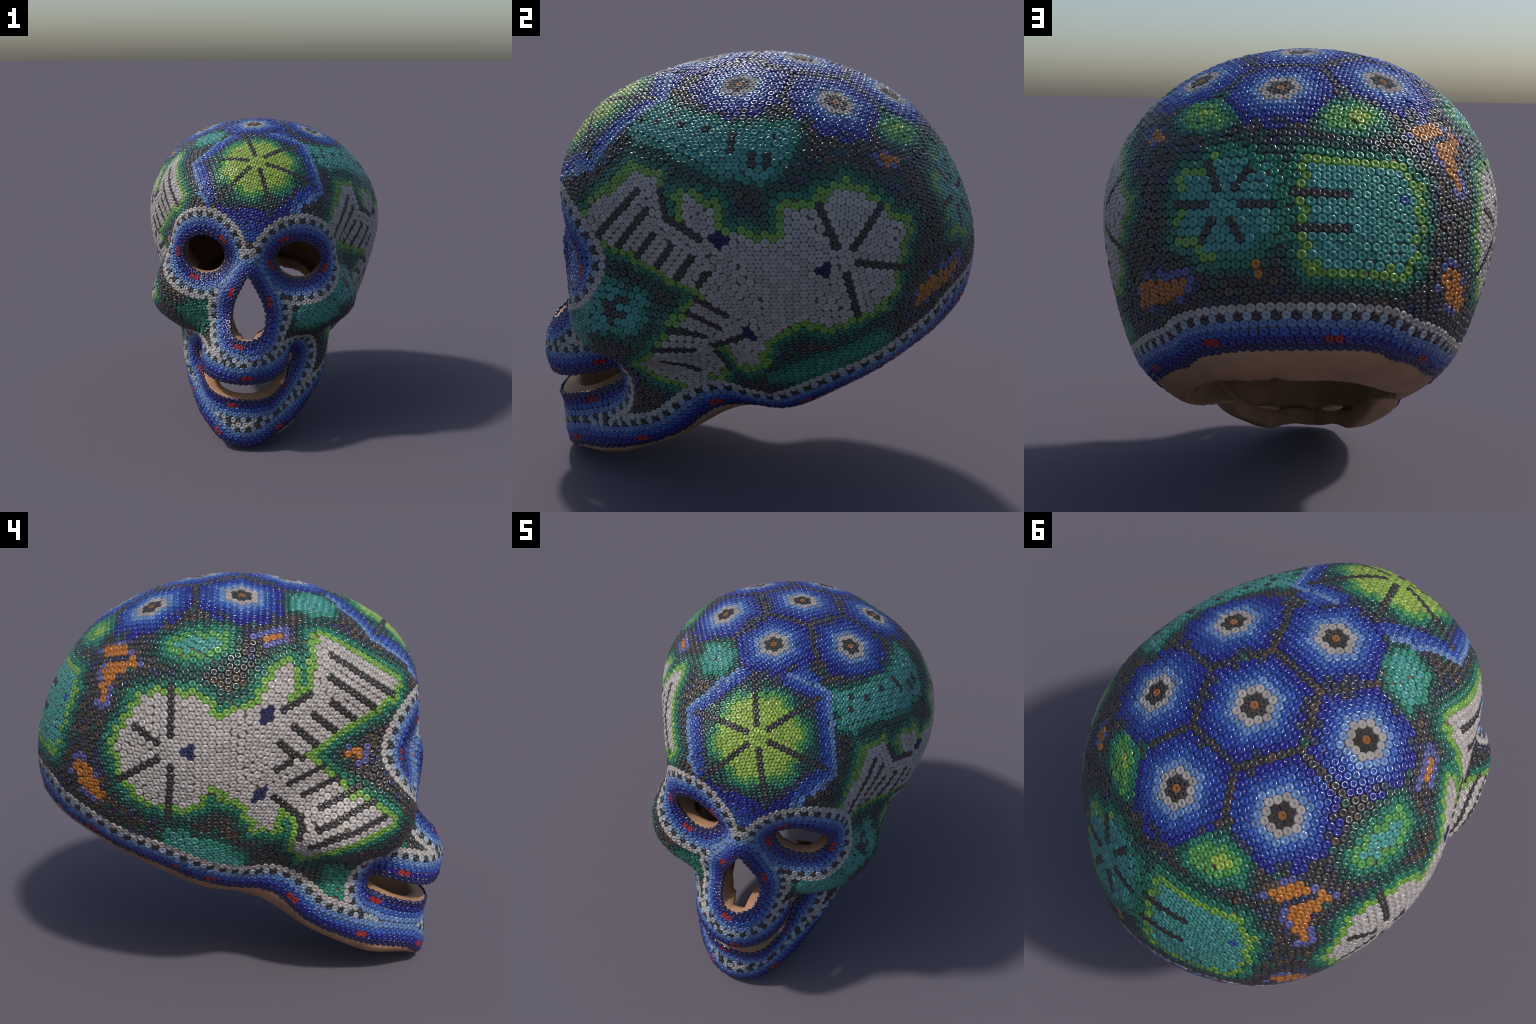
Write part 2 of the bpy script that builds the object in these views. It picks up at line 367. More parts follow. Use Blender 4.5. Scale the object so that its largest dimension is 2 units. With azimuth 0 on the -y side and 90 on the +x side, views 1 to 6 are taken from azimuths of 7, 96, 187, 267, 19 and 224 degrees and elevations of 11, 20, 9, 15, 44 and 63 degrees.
RIGHT_BASE_ORANGE = ((0.708, 0.958), (0.755, 1.035), (0.92, 1.086), (0.879, 1.041), (0.748, 0.961))
RIGHT_SIDE_ORANGE = ((0.57, 1.583), (0.623, 1.581), (0.644, 1.56), (0.602, 1.552))
RIGHT_BASE_TEAL = ((0.17, 0.679), (0.284, 0.763), (0.446, 0.809), (0.596, 0.872), (0.607, 0.834), (0.446,
    0.766), (0.282, 0.695))
BACK_PANEL = ((-0.108, 1.506), (-0.229, 1.497), (-0.404, 1.466), (-0.45, 1.414), (-0.455, 1.312), (-0.447,
    1.244), (-0.427, 1.171), (-0.294, 1.182), (-0.129, 1.199), (-0.115, 1.35))
BACK_STROKES = ((-0.048, 1.415), (-0.251, 1.407), (-0.064, 1.301), (-0.251, 1.296), (0.123, 1.366), (0.001,
    1.372), (0.228, 1.361), (0.36, 1.35), (0.198, 1.411), (0.246, 1.497), (0.145, 1.417), (0.1, 1.487),
    (0.212, 1.318), (0.246, 1.232), (0.147, 1.322), (0.097, 1.25))
BACK_STAR = ((0.314, 1.443), (0.236, 1.45), (0.222, 1.498), (0.166, 1.515), (0.116, 1.502), (0.102, 1.456),
    (0.042, 1.488), (0.019, 1.446), (0.024, 1.379), (0.007, 1.297), (0.07, 1.276), (0.103, 1.23), (0.157,
    1.212), (0.214, 1.216), (0.232, 1.267), (0.317, 1.264), (0.306, 1.321), (0.317, 1.381))
BACK_LIME = ((0.368, 1.644), (0.334, 1.677), (0.261, 1.693), (0.205, 1.639), (0.221, 1.616), (0.347, 1.612))
BACK_LIME2 = ((-0.148, 1.637), (-0.179, 1.686), (-0.25, 1.696), (-0.315, 1.665), (-0.326, 1.63), (-0.238,
    1.612))
BACK_BIRD = ((0.494, 1.07), (0.296, 1.12), (0.291, 1.103), (0.414, 1.053), (0.502, 0.973))
BACK_DOT = ((0.038, 1.166), (0.464, 1.571))
FRONT_LEFT_GREEN = ((-0.378, 0.816), (-0.332, 0.839), (-0.25, 0.844), (-0.247, 0.759), (-0.283, 0.707),
    (-0.327, 0.736))
FRONT_RIGHT_TEAL = ((0.307, 0.804), (0.372, 0.854), (0.513, 0.894), (0.531, 0.799), (0.425, 0.75), (0.336,
    0.736))
BLUE_PATCH = ((0.128, -0.324), (0.16, -0.256), (0.227, -0.271), (0.256, -0.313), (0.241, -0.363), (0.187,
    -0.386))


VIEWS = {"left": ((1, 2), 0, -1), "right": ((1, 2), 0, 1), "back": ((0, 2), 1, 1),
         "front": ((0, 2), 1, -1), "top": ((0, 1), 2, 1)}

def lift(points, view):
    """drawing coordinates -> places on the skin"""
    (a, b), c, s = VIEWS[view]
    out = []
    for u, v in points:
        o = [0.0, 0.0, 0.0]; o[a] = u; o[b] = v; o[c] = 3.0 * s
        d = [0.0, 0.0, 0.0]; d[c] = -s
        hit = BVH.ray_cast(Vector(o), Vector(d))[0]
        if hit is None:
            o[c] = 0.4 * s
            hit = BVH.find_nearest(Vector(o))[0]
        out.append(tuple(hit))
    return np.array(out)

def dense(points, view, closed=True):
    pts = list(points) + ([points[0]] if closed else [])
    flat = []
    for (u0, v0), (u1, v1) in zip(pts[:-1], pts[1:]):
        n = max(1, int(math.hypot(u1 - u0, v1 - v0) / 0.01))
        flat += [(u0 + (u1 - u0) * t / n, v0 + (v1 - v0) * t / n) for t in range(n)]
    flat.append(pts[-1])
    return lift(flat, view)


skin_e = domain_field(skin_v)
rim_points = np.vstack([resample(p, c, 0.004) for p, c in
                        level_lines(skin_e, 0.0, np.ones(len(skin_v), bool)) if len(p) > 8])
rim_tree = kdtree.KDTree(len(rim_points))
for i, p in enumerate(rim_points):
    rim_tree.insert(p, i)
rim_tree.balance()
skin_d = np.array([rim_tree.find(v)[2] if e < 0.1 else 9.0 for v, e in zip(skin_v, skin_e)])
skin_d = np.where(skin_e > 0, -skin_d, skin_d)

def opening_at(p):
    """which border a rim place belongs to"""
    for ex, ez, rw, rh in EYES:
        if math.hypot((p[0] - ex) / rw, (p[2] - ez) / rh) < 1.35 and p[1] < -0.4:
            return "eye_border"
    if abs(p[0] - NOSE[0]) < 0.2 and NOSE[2] - 0.06 < p[2] < NOSE[1] + 0.06 and p[1] < -0.4:
        return "nose_border"
    if p[1] < -0.4 and opening_field(np.array(p)) < 0.03:
        return "mouth_border"
    return "base_border"

class Layout:
    """all beads, with a coarse grid to find neighbours"""
    def __init__(self):
        self.co = []; self.no = []; self.tag = []; self.grid = {}
    def cell(self, p):
        return tuple(int(math.floor(c / PITCH)) for c in p)
    def near(self, p, reach):
        x, y, z = self.cell(p); out = []; r2 = reach * reach
        k = 1 if reach <= PITCH else 2
        for i in range(x - k, x + k + 1):
            for j in range(y - k, y + k + 1):
                for m in range(z - k, z + k + 1):
                    for b in self.grid.get((i, j, m), ()):
                        if (self.co[b] - p).length_squared < r2:
                            out.append(b)
        return out
    def add(self, p, n, tag):
        i = len(self.co)
        self.co.append(p); self.no.append(n); self.tag.append(tag)
        self.grid.setdefault(self.cell(p), []).append(i)
        return i

LAY = Layout()
inside_np = lambda p: float(domain_field(np.array(p)))

# borders: rows of beads that follow every opening
for k in range(BORDER_ROWS):
    for pts, closed in level_lines(skin_d, (k + 0.5) * ROW, skin_e < 0.05):
        if len(pts) < 6:
            continue
        for i, p in enumerate(resample(pts, closed, PITCH, even=(k == 4))):
            co, no = drop(Vector(p))
            if not LAY.near(co, PITCH * 0.80):
                rim = rim_points[rim_tree.find(co)[1]]
                LAY.add(co, no, ("border", k, i, opening_at(rim)))
border_end = len(LAY.co)

# dark lines of the figures are strung next, bead by bead
def string(points, view):
    for k in range(0, len(points), 2):
        line = dense(points[k:k + 2], view, closed=False)
        for p in resample(line, False, PITCH * 0.98):
            q, m = drop(Vector(p))
            if inside_np(q) < -0.004 and not LAY.near(q, PITCH * 0.82):
                LAY.add(q, m, ("stroke", 0))
string(LEFT_STROKES, "left"); string(RIGHT_STROKES, "right"); string(BACK_STROKES, "back")

# flowers: hexagonal rosettes laid from their centre bead outwards
CROWN = ((0.328, 0.012, 1.836), (-0.026, -0.161, 1.887), (0.35, 0.398, 1.768), (-0.003, 0.245, 1.893),
         (-0.364, 0.062, 1.833), (0.026, 0.618, 1.750), (-0.328, 0.451, 1.775))
FOREHEAD = (0.053, -0.640, 1.698)
FOREHEAD_ARM = (-0.074, 0.179, 0.105)      # direction of one of its six dark arms
SIDE_FLOWERS = ((-0.78, 0.352, 1.235), (0.78, 0.30, 1.27))

def rosette(centre, along, rings, tag, rivals=()):
    c, n = drop(Vector(centre))
    a = Vector(along); a = (a - n * a.dot(n)).normalized(); b = n.cross(a)
    made = []
    for r in range(rings + 1):
        spots = [(0.0, 0.0)] if r == 0 else []
        for s in range(6 if r else 0):
            a0, a1 = math.radians(60 * s), math.radians(60 * (s + 1))
            for t in range(r):
                w = t / r
                spots.append((r * (math.cos(a0) * (1 - w) + math.cos(a1) * w),
                              r * (math.sin(a0) * (1 - w) + math.sin(a1) * w)))
        for i, (u, v) in enumerate(spots):
            off = a * (u * PITCH) + b * (v * PITCH)
            p, q = drop(c + off - n * (off.length_squared * 0.35))
            if off.length > 1e-6:                     # keep the true spacing on the curved skin
                d = (p - c).length
                p, q = drop(c + (p - c) * (off.length / d))
            if inside_np(p) > 0 or LAY.near(p, PITCH * 0.84):
                continue
            if any((p - Vector(o)).length < (p - c).length + PITCH * 1.85 for o in rivals):
                continue
            made.append(LAY.add(p, q, tag + (r, i)))
    return made

for j, c in enumerate(CROWN):
    others = [o for o in CROWN if o != c]
    nearest = min(others, key=lambda o: (Vector(o) - Vector(c)).length)
    toward = Vector(nearest) - Vector(c)
    up = drop(Vector(c))[1]
    from mathutils import Quaternion
    rosette(c, Quaternion(up, math.radians(30)) @ toward, 6, ("crown", j), others)
rosette(FOREHEAD, FOREHEAD_ARM, 8, ("forehead", 0), CROWN)
for j, c in enumerate(SIDE_FLOWERS):
    rosette(c, (0, 0, 1), 3, ("field", j))

# the rest: each new bead nests against two that are already down
def grow(front):
    head = 0
    while head < len(front):
        i = front[head]; head += 1
        p, n = LAY.co[i], LAY.no[i]
        around = LAY.near(p, PITCH * 1.18)
        for j in around:
            if j == i:
                continue
            d = LAY.co[j] - p
            d -= n * d.dot(n)
            if d.length < 1e-6:
                continue
            d = d.normalized() * PITCH
            side = n.cross(d)
            for s in (1, -1):
                q, m = drop(p + d * 0.5 + side * (0.866 * s))
                if (q - p).length < PITCH * 0.8 or inside_np(q) > -0.004:
                    continue
                if LAY.near(q, PITCH * 0.86):
                    continue
                front.append(LAY.add(q, m, ("field", 0)))

front = [i for i in range(len(LAY.co)) if i >= border_end or LAY.tag[i][1] == BORDER_ROWS - 1]
grow([i for i in front if i >= border_end] + [i for i in front if i < border_end])
# odd holes that are left are stopped with single beads, then all shuffle into even spacing
def stop_holes(reach):
    for v in RNG.permutation(len(skin_v)):
        if skin_e[v] < -0.012 and skin_d[v] > 0.012:
            p = Vector(skin_v[v])
            if not LAY.near(p, PITCH * reach):
                LAY.add(p, Vector(skin_n[v]), ("field", 0))

LOOSE = {"field": 1.0, "crown": 0.6, "forehead": 0.6, "stroke": 0.5}

def shuffle(rounds, far=False):
    """push beads apart; with far=True they also drift into thin spots"""
    global LAY
    c = np.array([tuple(k) for k in LAY.co]); n = None
    loose = np.array([0.3 if t[0] == "border" else LOOSE[t[0]] for t in LAY.tag])
    fixed = np.array([t[0] == "border" and t[1] < 2 for t in LAY.tag])
    loose[fixed] = 0
    for _ in range(rounds):
        tree = kdtree.KDTree(len(c))
        for i, p in enumerate(c):
            tree.insert(p, i)
        tree.balance()
        push = np.zeros_like(c)
        for i, p in enumerate(c):
            if loose[i]:
                px = py = pz = 0.0
                for q, j, d in tree.find_range(p, PITCH * (1.65 if far else 1.06)):
                    if j != i and d > 1e-6:
                        w = max(PITCH * 1.04 - d, 0.0)
                        if far:
                            w = 0.8 * w + PITCH * 0.55 * (1 - d / (1.65 * PITCH)) ** 2
                        w /= d
                        px += (p[0] - q[0]) * w; py += (p[1] - q[1]) * w; pz += (p[2] - q[2]) * w
                push[i] = (px, py, pz)
        c = c + push * (0.28 * loose)[:, None]
        c, n = settle(solid_field, c, 2)
    ok = domain_field(c) < -0.003
    new = Layout()
    for i in np.flatnonzero(ok):
        new.add(Vector(c[i]), Vector(n[i]), LAY.tag[i])
    LAY = new

stop_holes(0.80); shuffle(5); stop_holes(0.80); shuffle(9, True); stop_holes(0.82); shuffle(7, True); shuffle(2); stop_holes(0.65)
co = np.array([tuple(c) for c in LAY.co]); no = np.array([tuple(c) for c in LAY.no]); TAG = LAY.tag
print("beads:", len(co))

# --------------------------------------------------------------------------
# 4.  MOTIFS: which bead gets which colour
# --------------------------------------------------------------------------
def distance_to(P, Q):
    out = np.full(len(P), 9.0)
    for i in range(0, len(P), 2000):
        out[i:i + 2000] = np.sqrt(((P[i:i + 2000, None] - Q[None]) ** 2).sum(-1)).min(1)
    return out

def facing(view, slack=0.12):
    (_, _), c, s = VIEWS[view]
    return no[:, c] * s > slack

def in_outline(points, view):
    (a, b), c, s = VIEWS[view]
    x, y = co[:, a], co[:, b]
    ins = np.zeros(len(co), bool)
    pts = list(points)
    for (x0, y0), (x1, y1) in zip(pts, pts[1:] + pts[:1]):
        hit = ((y0 > y) != (y1 > y)) & (x < (x1 - x0) * (y - y0) / (y1 - y0 + 1e-12) + x0)
        ins ^= hit
    return ins

N = len(co)
colour = np.array(["black"] * N, dtype=object)
part = np.array(["dark_ground"] * N, dtype=object)
chance = RNG.random(N)

# dark ground with stray beads
colour[chance < 0.16] = "brown"
colour[(chance > 0.16) & (chance < 0.30)] = "midnight"
colour[(chance > 0.30) & (chance < 0.36)] = "bottle"

WHITE_FIGURE = (("white", 0.0), ("lime", PITCH * 0.95), ("green", PITCH * 1.85), ("bottle", PITCH * 2.8))
TEAL_FIGURE = (("teal", 0.0), ("lime", PITCH * 0.95), ("green", PITCH * 1.9), ("bottle", PITCH * 2.8))
SEA_FIGURE = (("teal", 0.0), ("jade", PITCH * 0.8), ("bottle", PITCH * 1.7))
OVAL_FIGURE = (("teal", 0.0), ("leaf", PITCH * 0.95), ("green", PITCH * 1.9), ("bottle", PITCH * 2.9))
LEAF_FIGURE = (("lime_yellow", -PITCH * 1.3), ("leaf", 0.0), ("green", PITCH * 0.8), ("bottle", PITCH * 1.6))
JADE_FIGURE = (("jade", 0.0), ("green", PITCH * 0.8), ("bottle", PITCH * 1.6))
STAR_FIGURE = (("teal", 0.0), ("jade", PITCH * 0.9), ("green", PITCH * 1.8), ("bottle", PITCH * 2.7))
ORANGE_FIGURE = (("orange", 0.0), ("violet", PITCH * 0.95))
BLUE_FIGURE = (("blue", 0.0), ("cobalt", PITCH * 0.8))
FIGURES = (
    ("animal_figure", LEFT_BODY, "left", WHITE_FIGURE),
    ("animal_figure", RIGHT_BODY, "right", WHITE_FIGURE),
    ("oval_patch", LEFT_OVAL_CORE, "left", OVAL_FIGURE),
    ("bird_figure", LEFT_BIRD, "left", ORANGE_FIGURE),
    ("orange_patch", LEFT_STICK, "left", ORANGE_FIGURE),
    ("orange_patch", LEFT_EYE_PATCH, "left", ORANGE_FIGURE),
    ("orange_patch", LEFT_BASE_ORANGE, "left", ORANGE_FIGURE),
    ("leaf_patch", LEFT_BASE_TEAL, "left", SEA_FIGURE),
    ("leaf_patch", LEFT_JAW_TEAL, "left", JADE_FIGURE),
    ("leaf_patch", LEFT_TOP_TEAL, "top", SEA_FIGURE),
    ("arrow_figure", RIGHT_ARROW, "right", SEA_FIGURE),
    ("leaf_patch", RIGHT_CHEEK_TEAL, "right", SEA_FIGURE),
    ("orange_patch", RIGHT_BASE_ORANGE, "right", ORANGE_FIGURE),
    ("orange_patch", RIGHT_SIDE_ORANGE, "right", ORANGE_FIGURE),
    ("leaf_patch", RIGHT_BASE_TEAL, "right", JADE_FIGURE),
    ("panel_figure", BACK_PANEL, "back", TEAL_FIGURE),
    ("star_figure", BACK_STAR, "back", STAR_FIGURE),
    ("leaf_patch", BACK_LIME, "back", LEAF_FIGURE),
    ("leaf_patch", BACK_LIME2, "back", LEAF_FIGURE),
    ("orange_patch", BACK_BIRD, "back", ORANGE_FIGURE),
    ("leaf_patch", FRONT_LEFT_GREEN, "front", JADE_FIGURE),
    ("leaf_patch", FRONT_RIGHT_TEAL, "front", SEA_FIGURE),
    ("blue_patch", BLUE_PATCH, "top", BLUE_FIGURE),
)
best = np.full(N, 9.0)
for name, outline, view, ladder in FIGURES:
    d = distance_to(co, dense(outline, view))
    front = facing(view)
    d = np.where(in_outline(outline, view) & front & (d < 0.4), -d, d) - PITCH * (-0.1 if ladder is ORANGE_FIGURE else 0.25)
    reach = ladder[-1][1]
    take = (d < reach) & (d < best) & (front | (d > 0))
    for i in np.flatnonzero(take):
        for c, lim in ladder:
            if d[i] <= lim:
                break
        if c == "violet" and chance[i] < 0.45:
            continue
        if name == "star_figure" and c == "jade" and co[i][0] > 0.2:
            c = "lime"
        colour[i] = c; part[i] = name
    best = np.where(take, d, best)

# single-bead dark lines, and small blue spots, set into the figures
is_stroke = np.array([t[0] == "stroke" for t in TAG])

def spot(points, view, tint, count=1):
    """the few beads nearest to each place"""
    for q in lift(points, view):
        d = np.where(facing(view), np.linalg.norm(co - q, axis=1), 9.0)
        colour[np.argsort(d)[:count]] = tint

colour[is_stroke] = "black"
for name, view in ((LEFT_SPOTS, "left"), (RIGHT_SPOTS, "right")):
    spot(name[:2], view, "ink", 4); spot(name[2:], view, "ink", 3)
spot(LEFT_BIRD_EYE, "left", "midnight", 2); spot(RIGHT_ARROW_DOTS, "right", "black")
spot(RIGHT_CHEEK_DOTS, "right", "black", 2); spot(BACK_DOT, "back", "orange", 2)
spot(((-0.427, 1.376),), "back", "blue")

# forehead flower: lime petals between six dark arms, ringed by green and blues
f0, fn = drop(Vector(FOREHEAD))
fa = Vector(FOREHEAD_ARM); fa = (fa - fn * fa.dot(fn)).normalized(); fb = fn.cross(fa)
rel = co - np.array(f0)
u = rel @ np.array(fa); v = rel @ np.array(fb)
rad = np.linalg.norm(rel, axis=1)
ang = np.arctan2(v, u)
wedge = (ang + math.pi / 6) % (math.pi / 3) - math.pi / 6      # angle off the nearest arm
hexa = rad * np.cos(math.pi / 6 - np.abs(wedge)) / math.cos(math.pi / 10)
RINGS = ((0.205, "lime_yellow"), (0.238, "leaf"), (0.268, "green"), (0.298, "bottle"), (0.322, "midnight"),
         (0.352, "cobalt"), (0.380, "blue"), (0.408, "sky"))
tagged_crown = np.array([t[0] == "crown" for t in TAG]); tagged_border = np.array([t[0] == "border" for t in TAG])
chin_ward = (rel[:, 2] < -0.2) & (np.abs(rel[:, 0]) < 0.22) & (hexa < 0.52)
for i in np.flatnonzero(((hexa < RINGS[-1][0]) | chin_ward) & ~tagged_crown & (rel @ np.array(fn) > -0.25)):
    petal = rad[i] * (0.96 + 0.17 * (1 - abs(wedge[i]) * 6 / math.pi))      # petals round off at the arms
    for lim, c in RINGS:
        if max(hexa[i] if hexa[i] > 0.29 else 0.0, min(petal, 0.297)) < lim:
            break
    if chin_ward[i] and hexa[i] > 0.30:
        c = "midnight" if hexa[i] < 0.325 else "ultramarine" if hexa[i] < 0.385 else "cobalt" if hexa[i] < 0.43 else "blue"
    off_arm = rad[i] * abs(math.sin(wedge[i]))
    if 0.045 < rad[i] < 0.37 and off_arm < PITCH * 0.5:
        c = "black" if rad[i] < 0.30 or chance[i] < 0.7 else "midnight"
    colour[i] = c; part[i] = "forehead_flower"

# odd beads that landed inside a border take the colour of their row
rows = np.array([rim_tree.find(p)[2] for p in co]) / ROW
for i in np.flatnonzero(~tagged_border & ~tagged_crown & (rows < 6.9)):
    k = int(rows[i])
    low_jaw = co[i][1] < -0.5 and co[i][2] < 0.36
    if k < 6 or low_jaw:
        colour[i] = ("ink", "ultramarine", "blue", "sky", "mist", "white", "mist")[k]
        part[i] = opening_at(rim_points[rim_tree.find(co[i])[1]])

# crown flowers and borders are coloured ring by ring, row by row
CROWN_RINGS = ("amber", "black", "white", "sky", "blue", "cobalt", "ultramarine")
BORDER_COLOURS = ("ink", "ultramarine", "blue", "sky", "mist", "white")
crown_d = np.sort(np.stack([np.linalg.norm(co - np.array(c), axis=1) for c in CROWN]), axis=0)
crown_i = np.argmin(np.stack([np.linalg.norm(co - np.array(c), axis=1) for c in CROWN]), axis=0)
for i in np.flatnonzero(~tagged_crown & ~tagged_border & (crown_d[0] < 6.2 * PITCH)
                        & (crown_d[1] - crown_d[0] > 1.1 * PITCH) & (part == "dark_ground")):
    colour[i] = "cobalt" if crown_d[0][i] < 5.4 * PITCH else "ultramarine"
    part[i] = "crown_flower%d" % crown_i[i]
for i, t in enumerate(TAG):
    if t[0] == "crown":
        colour[i] = CROWN_RINGS[min(t[2], 6)]
        if t[2] == 6 and chance[i] < 0.3:
            colour[i] = "midnight"
        part[i] = "crown_flower%d" % t[1]
    elif t[0] == "border":
        _, k, n, name = t
        c = BORDER_COLOURS[k]
        if k == 1 and n % 13 in (4, 5):
            c = "red"
        if k == 4 and n % 2:
            c = "black"
        colour[i] = c; part[i] = name

# --------------------------------------------------------------------------
# 5.  MATERIALS
# --------------------------------------------------------------------------
PALETTE = {
    "white": (0.300, 0.272, 0.258), "mist": (0.215, 0.255, 0.300), "sky": (0.078, 0.140, 0.290),
    "blue": (0.022, 0.058, 0.235), "cobalt": (0.014, 0.030, 0.185), "ultramarine": (0.011, 0.013, 0.140),
    "ink": (0.012, 0.013, 0.065), "midnight": (0.022, 0.024, 0.050), "black": (0.028, 0.025, 0.024),
    "brown": (0.050, 0.034, 0.025), "bottle": (0.012, 0.046, 0.038), "green": (0.014, 0.110, 0.066),
    "jade": (0.020, 0.145, 0.100), "leaf": (0.055, 0.190, 0.045), "lime": (0.110, 0.230, 0.035),
    "lime_yellow": (0.185, 0.275, 0.040), "teal": (0.042, 0.190, 0.165), "orange": (0.290, 0.100, 0.014),
    "amber": (0.22, 0.085, 0.022), "red": (0.270, 0.010, 0.012), "violet": (0.062, 0.066, 0.190),
}

def glass_bead_material(name, rgb):
    m = bpy.data.materials.new("glass_bead_" + name); m.use_nodes = True
    nt = m.node_tree; bs = nt.nodes["Principled BSDF"]
    geo = nt.nodes.new("ShaderNodeNewGeometry")
    info = nt.nodes.new("ShaderNodeObjectInfo")
    add = nt.nodes.new("ShaderNodeMath"); add.operation = "ADD"
    nt.links.new(geo.outputs["Random Per Island"], add.inputs[0])
    nt.links.new(info.outputs["Random"], add.inputs[1])
    fr = nt.nodes.new("ShaderNodeMath"); fr.operation = "FRACT"
    nt.links.new(add.outputs[0], fr.inputs[0])
    ramp = nt.nodes.new("ShaderNodeValToRGB")
    for e, k in zip(ramp.color_ramp.elements, (0.86, 1.12)):
        e.color = (min(1, rgb[0] * k), min(1, rgb[1] * k), min(1, rgb[2] * k), 1)
    nt.links.new(fr.outputs[0], ramp.inputs[0])
    nt.links.new(ramp.outputs[0], bs.inputs["Base Color"])
    tc = nt.nodes.new("ShaderNodeTexCoord")                 # uneven glass: small dimples break the glints
    nz = nt.nodes.new("ShaderNodeTexNoise"); nz.inputs["Scale"].default_value = 95.0; nz.inputs["Detail"].default_value = 2.0
    nt.links.new(tc.outputs["Object"], nz.inputs["Vector"])
    bp = nt.nodes.new("ShaderNodeBump"); bp.inputs["Strength"].default_value = 0.55; bp.inputs["Distance"].default_value = 0.004
    nt.links.new(nz.outputs["Fac"], bp.inputs["Height"]); nt.links.new(bp.outputs[0], bs.inputs["Normal"])
    bs.inputs["Roughness"].default_value = 0.16
    bs.inputs["IOR"].default_value = 1.5
    return m

def clay_material(name, dark, light):
    m = bpy.data.materials.new(name); m.use_nodes = True
    nt = m.node_tree; bs = nt.nodes["Principled BSDF"]
    tc = nt.nodes.new("ShaderNodeTexCoord")
    no1 = nt.nodes.new("ShaderNodeTexNoise"); no1.inputs["Scale"].default_value = 7.0; no1.inputs["Detail"].default_value = 6
    nt.links.new(tc.outputs["Object"], no1.inputs["Vector"])
    ramp = nt.nodes.new("ShaderNodeValToRGB")
    ramp.color_ramp.elements[0].position = 0.3; ramp.color_ramp.elements[0].color = (*dark, 1)
    ramp.color_ramp.elements[1].position = 0.7; ramp.color_ramp.elements[1].color = (*light, 1)
    nt.links.new(no1.outputs["Fac"], ramp.inputs[0]); nt.links.new(ramp.outputs[0], bs.inputs["Base Color"])
    no2 = nt.nodes.new("ShaderNodeTexNoise"); no2.inputs["Scale"].default_value = 60.0
    nt.links.new(tc.outputs["Object"], no2.inputs["Vector"])
    bp = nt.nodes.new("ShaderNodeBump"); bp.inputs["Strength"].default_value = 0.15; bp.inputs["Distance"].default_value = 0.01
    nt.links.new(no2.outputs["Fac"], bp.inputs["Height"]); nt.links.new(bp.outputs[0], bs.inputs["Normal"])
    bs.inputs["Roughness"].default_value = 0.6
    bs.inputs["Specular IOR Level"].default_value = 0.3
    return m

MATS = {k: glass_bead_material(k, v) for k, v in PALETTE.items()}
CLAY = clay_material("fired_clay", (0.27, 0.145, 0.080), (0.38, 0.215, 0.122))
WAX = clay_material("brown_wax", (0.080, 0.047, 0.031), (0.150, 0.088, 0.055))  # darker brown version of the clay recipe, seen in the gaps between beads

# --------------------------------------------------------------------------
# 6.  OBJECTS
# --------------------------------------------------------------------------
scene_col = bpy.context.collection
skull = bpy.data.objects.new("beaded_skull", None); scene_col.objects.link(skull)
skull["label"] = "hollow clay skull covered with colourful glass beads in folk motifs"
skull["category"] = "decorated skull"

shell_v, shell_q = surface_net(shell_field, BOX_LO, BOX_HI, 0.0125)
shell = bpy.data.objects.new("clay_shell", make_mesh("clay_shell", shell_v, shell_q))
shell.data.materials.append(CLAY); shell.parent = skull; scene_col.objects.link(shell)
# the skin that carries the beads is smeared with brown wax; the bare rims stay clay
mid = shell_v[shell_q].mean(1)
waxed = (solid_field(mid) > -BEAD_SEAT - 0.004) & (domain_field(mid) < -0.008)

def face_part(name, faces, mat):
    used, inv = np.unique(faces, return_inverse=True)
    me = make_mesh(name, shell_v[used], inv.reshape(faces.shape))
    me.materials.append(mat)
    n = shell_n[used]
    me.normals_split_custom_set_from_vertices([tuple(k) for k in n])
    o = bpy.data.objects.new(name, me); o.parent = skull; scene_col.objects.link(o)
    return o

shell_n = np.empty(len(shell_v) * 3, np.float32)
shell.data.vertices.foreach_get("normal", shell_n); shell_n = shell_n.reshape(-1, 3)
bpy.data.objects.remove(shell)
face_part("clay_shell", shell_q[~waxed], CLAY)
face_part("wax_coat", shell_q[waxed], WAX)

# one bead: a rounded ring with a hole, lying flat on the skin (radius 1, z up)
SEG = 12
PROFILE = ((0.98, -0.55), (1.02, -0.26), (0.93, -0.06), (0.74, 0.05), (0.52, 0.05), (0.34, -0.02), (0.22, -0.13), (0.15, -0.22))
ang_s = np.arange(SEG) * 2 * math.pi / SEG
RING = np.array([(r * math.cos(a), r * math.sin(a), h) for r, h in PROFILE for a in ang_s])
RING_Q = np.array([(k * SEG + s, k * SEG + (s + 1) % SEG, (k + 1) * SEG + (s + 1) % SEG, (k + 1) * SEG + s)
                   for k in range(len(PROFILE) - 1) for s in range(SEG)])
last = (len(PROFILE) - 1) * SEG                       # wax closes the hole just below the top
RING_Q = np.vstack([RING_Q, [(last + k, last + k + 1, last + SEG - 2 - k, last + (SEG - 1 - k) % SEG)
                             for k in range(SEG // 2 - 1)]])
BEAD_R = PITCH * 0.538

ref = RNG.normal(size=(N, 3))
tilt = no + RNG.normal(size=(N, 3)) * 0.06
W = tilt / np.linalg.norm(tilt, axis=1, keepdims=True)
U = np.cross(ref, W); U /= np.linalg.norm(U, axis=1, keepdims=True)
V = np.cross(W, U)
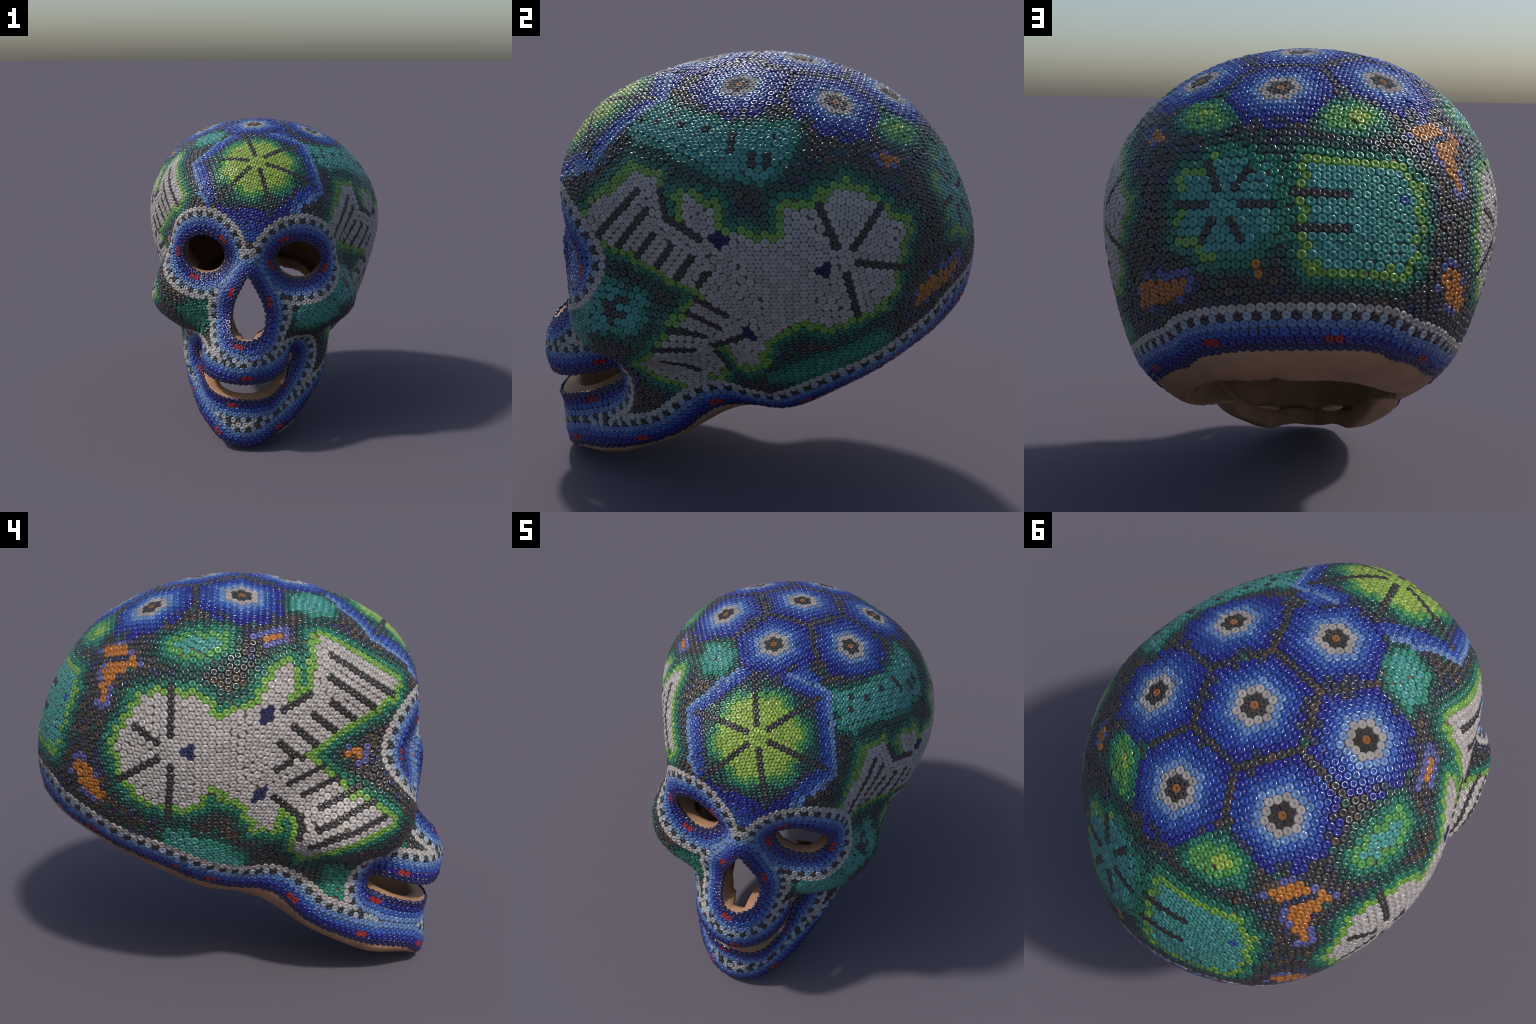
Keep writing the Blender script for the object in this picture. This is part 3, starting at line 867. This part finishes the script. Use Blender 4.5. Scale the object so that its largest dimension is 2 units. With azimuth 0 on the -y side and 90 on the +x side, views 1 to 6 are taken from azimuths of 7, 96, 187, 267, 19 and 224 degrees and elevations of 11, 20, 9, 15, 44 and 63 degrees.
# a bead in a loose spot is a bit larger than one in a tight spot
tree = kdtree.KDTree(N)
for i, p in enumerate(co):
    tree.insert(p, i)
tree.balance()
room = np.array([np.mean([f[2] for f in tree.find_n(p, 6)[1:]]) for p in co])
size = BEAD_R * (room / PITCH).clip(0.80, 1.16) * RNG.normal(1.0, 0.02, N)
lift_h = RNG.normal(0.0, 0.0009, N)

def bead_vertices(i):
    return (co[i] + no[i] * lift_h[i] + size[i] * (RING[:, :1] * U[i] + RING[:, 1:2] * V[i] + RING[:, 2:3] * W[i]))

bead_mesh = make_mesh("bead", RING, RING_Q)
bead_mesh.materials.append(CLAY)

# the beads that read one by one: rosette hearts, red pairs and blue spots
single = [i for i in range(N) if (TAG[i][0] == "crown" and TAG[i][2] <= 2) or colour[i] == "red"
          or (colour[i] == "ink" and part[i] == "animal_figure")][:300]
single_set = set(single)
from mathutils import Matrix
for name in sorted(set(part)):
    ids_all = np.flatnonzero(part == name)
    ids = [i for i in ids_all if i not in single_set]
    plain = "crown_flower" if name.startswith("crown_flower") else name
    used = sorted(set(colour[ids]))
    verts = np.concatenate([bead_vertices(i) for i in ids])
    quads = np.concatenate([RING_Q + k * len(RING) for k in range(len(ids))])
    me = make_mesh(plain, verts, quads)
    for c in used:
        me.materials.append(MATS[c])
    slot = {c: k for k, c in enumerate(used)}
    me.polygons.foreach_set("material_index", np.repeat([slot[colour[i]] for i in ids], len(RING_Q)).astype(np.int32))
    ob = bpy.data.objects.new(plain, me); ob.parent = skull; ob["kind"] = "stuff"
    scene_col.objects.link(ob)
    for i in ids_all:
        if i in single_set:
            b = bpy.data.objects.new("bead", bead_mesh)
            b.parent = ob
            scene_col.objects.link(b)
            b.material_slots[0].link = "OBJECT"; b.material_slots[0].material = MATS[colour[i]]
            R = Matrix(((U[i][0], V[i][0], W[i][0]), (U[i][1], V[i][1], W[i][1]), (U[i][2], V[i][2], W[i][2]))) * size[i]
            b.matrix_local = Matrix.Translation(co[i] + no[i] * lift_h[i]) @ R.to_4x4()
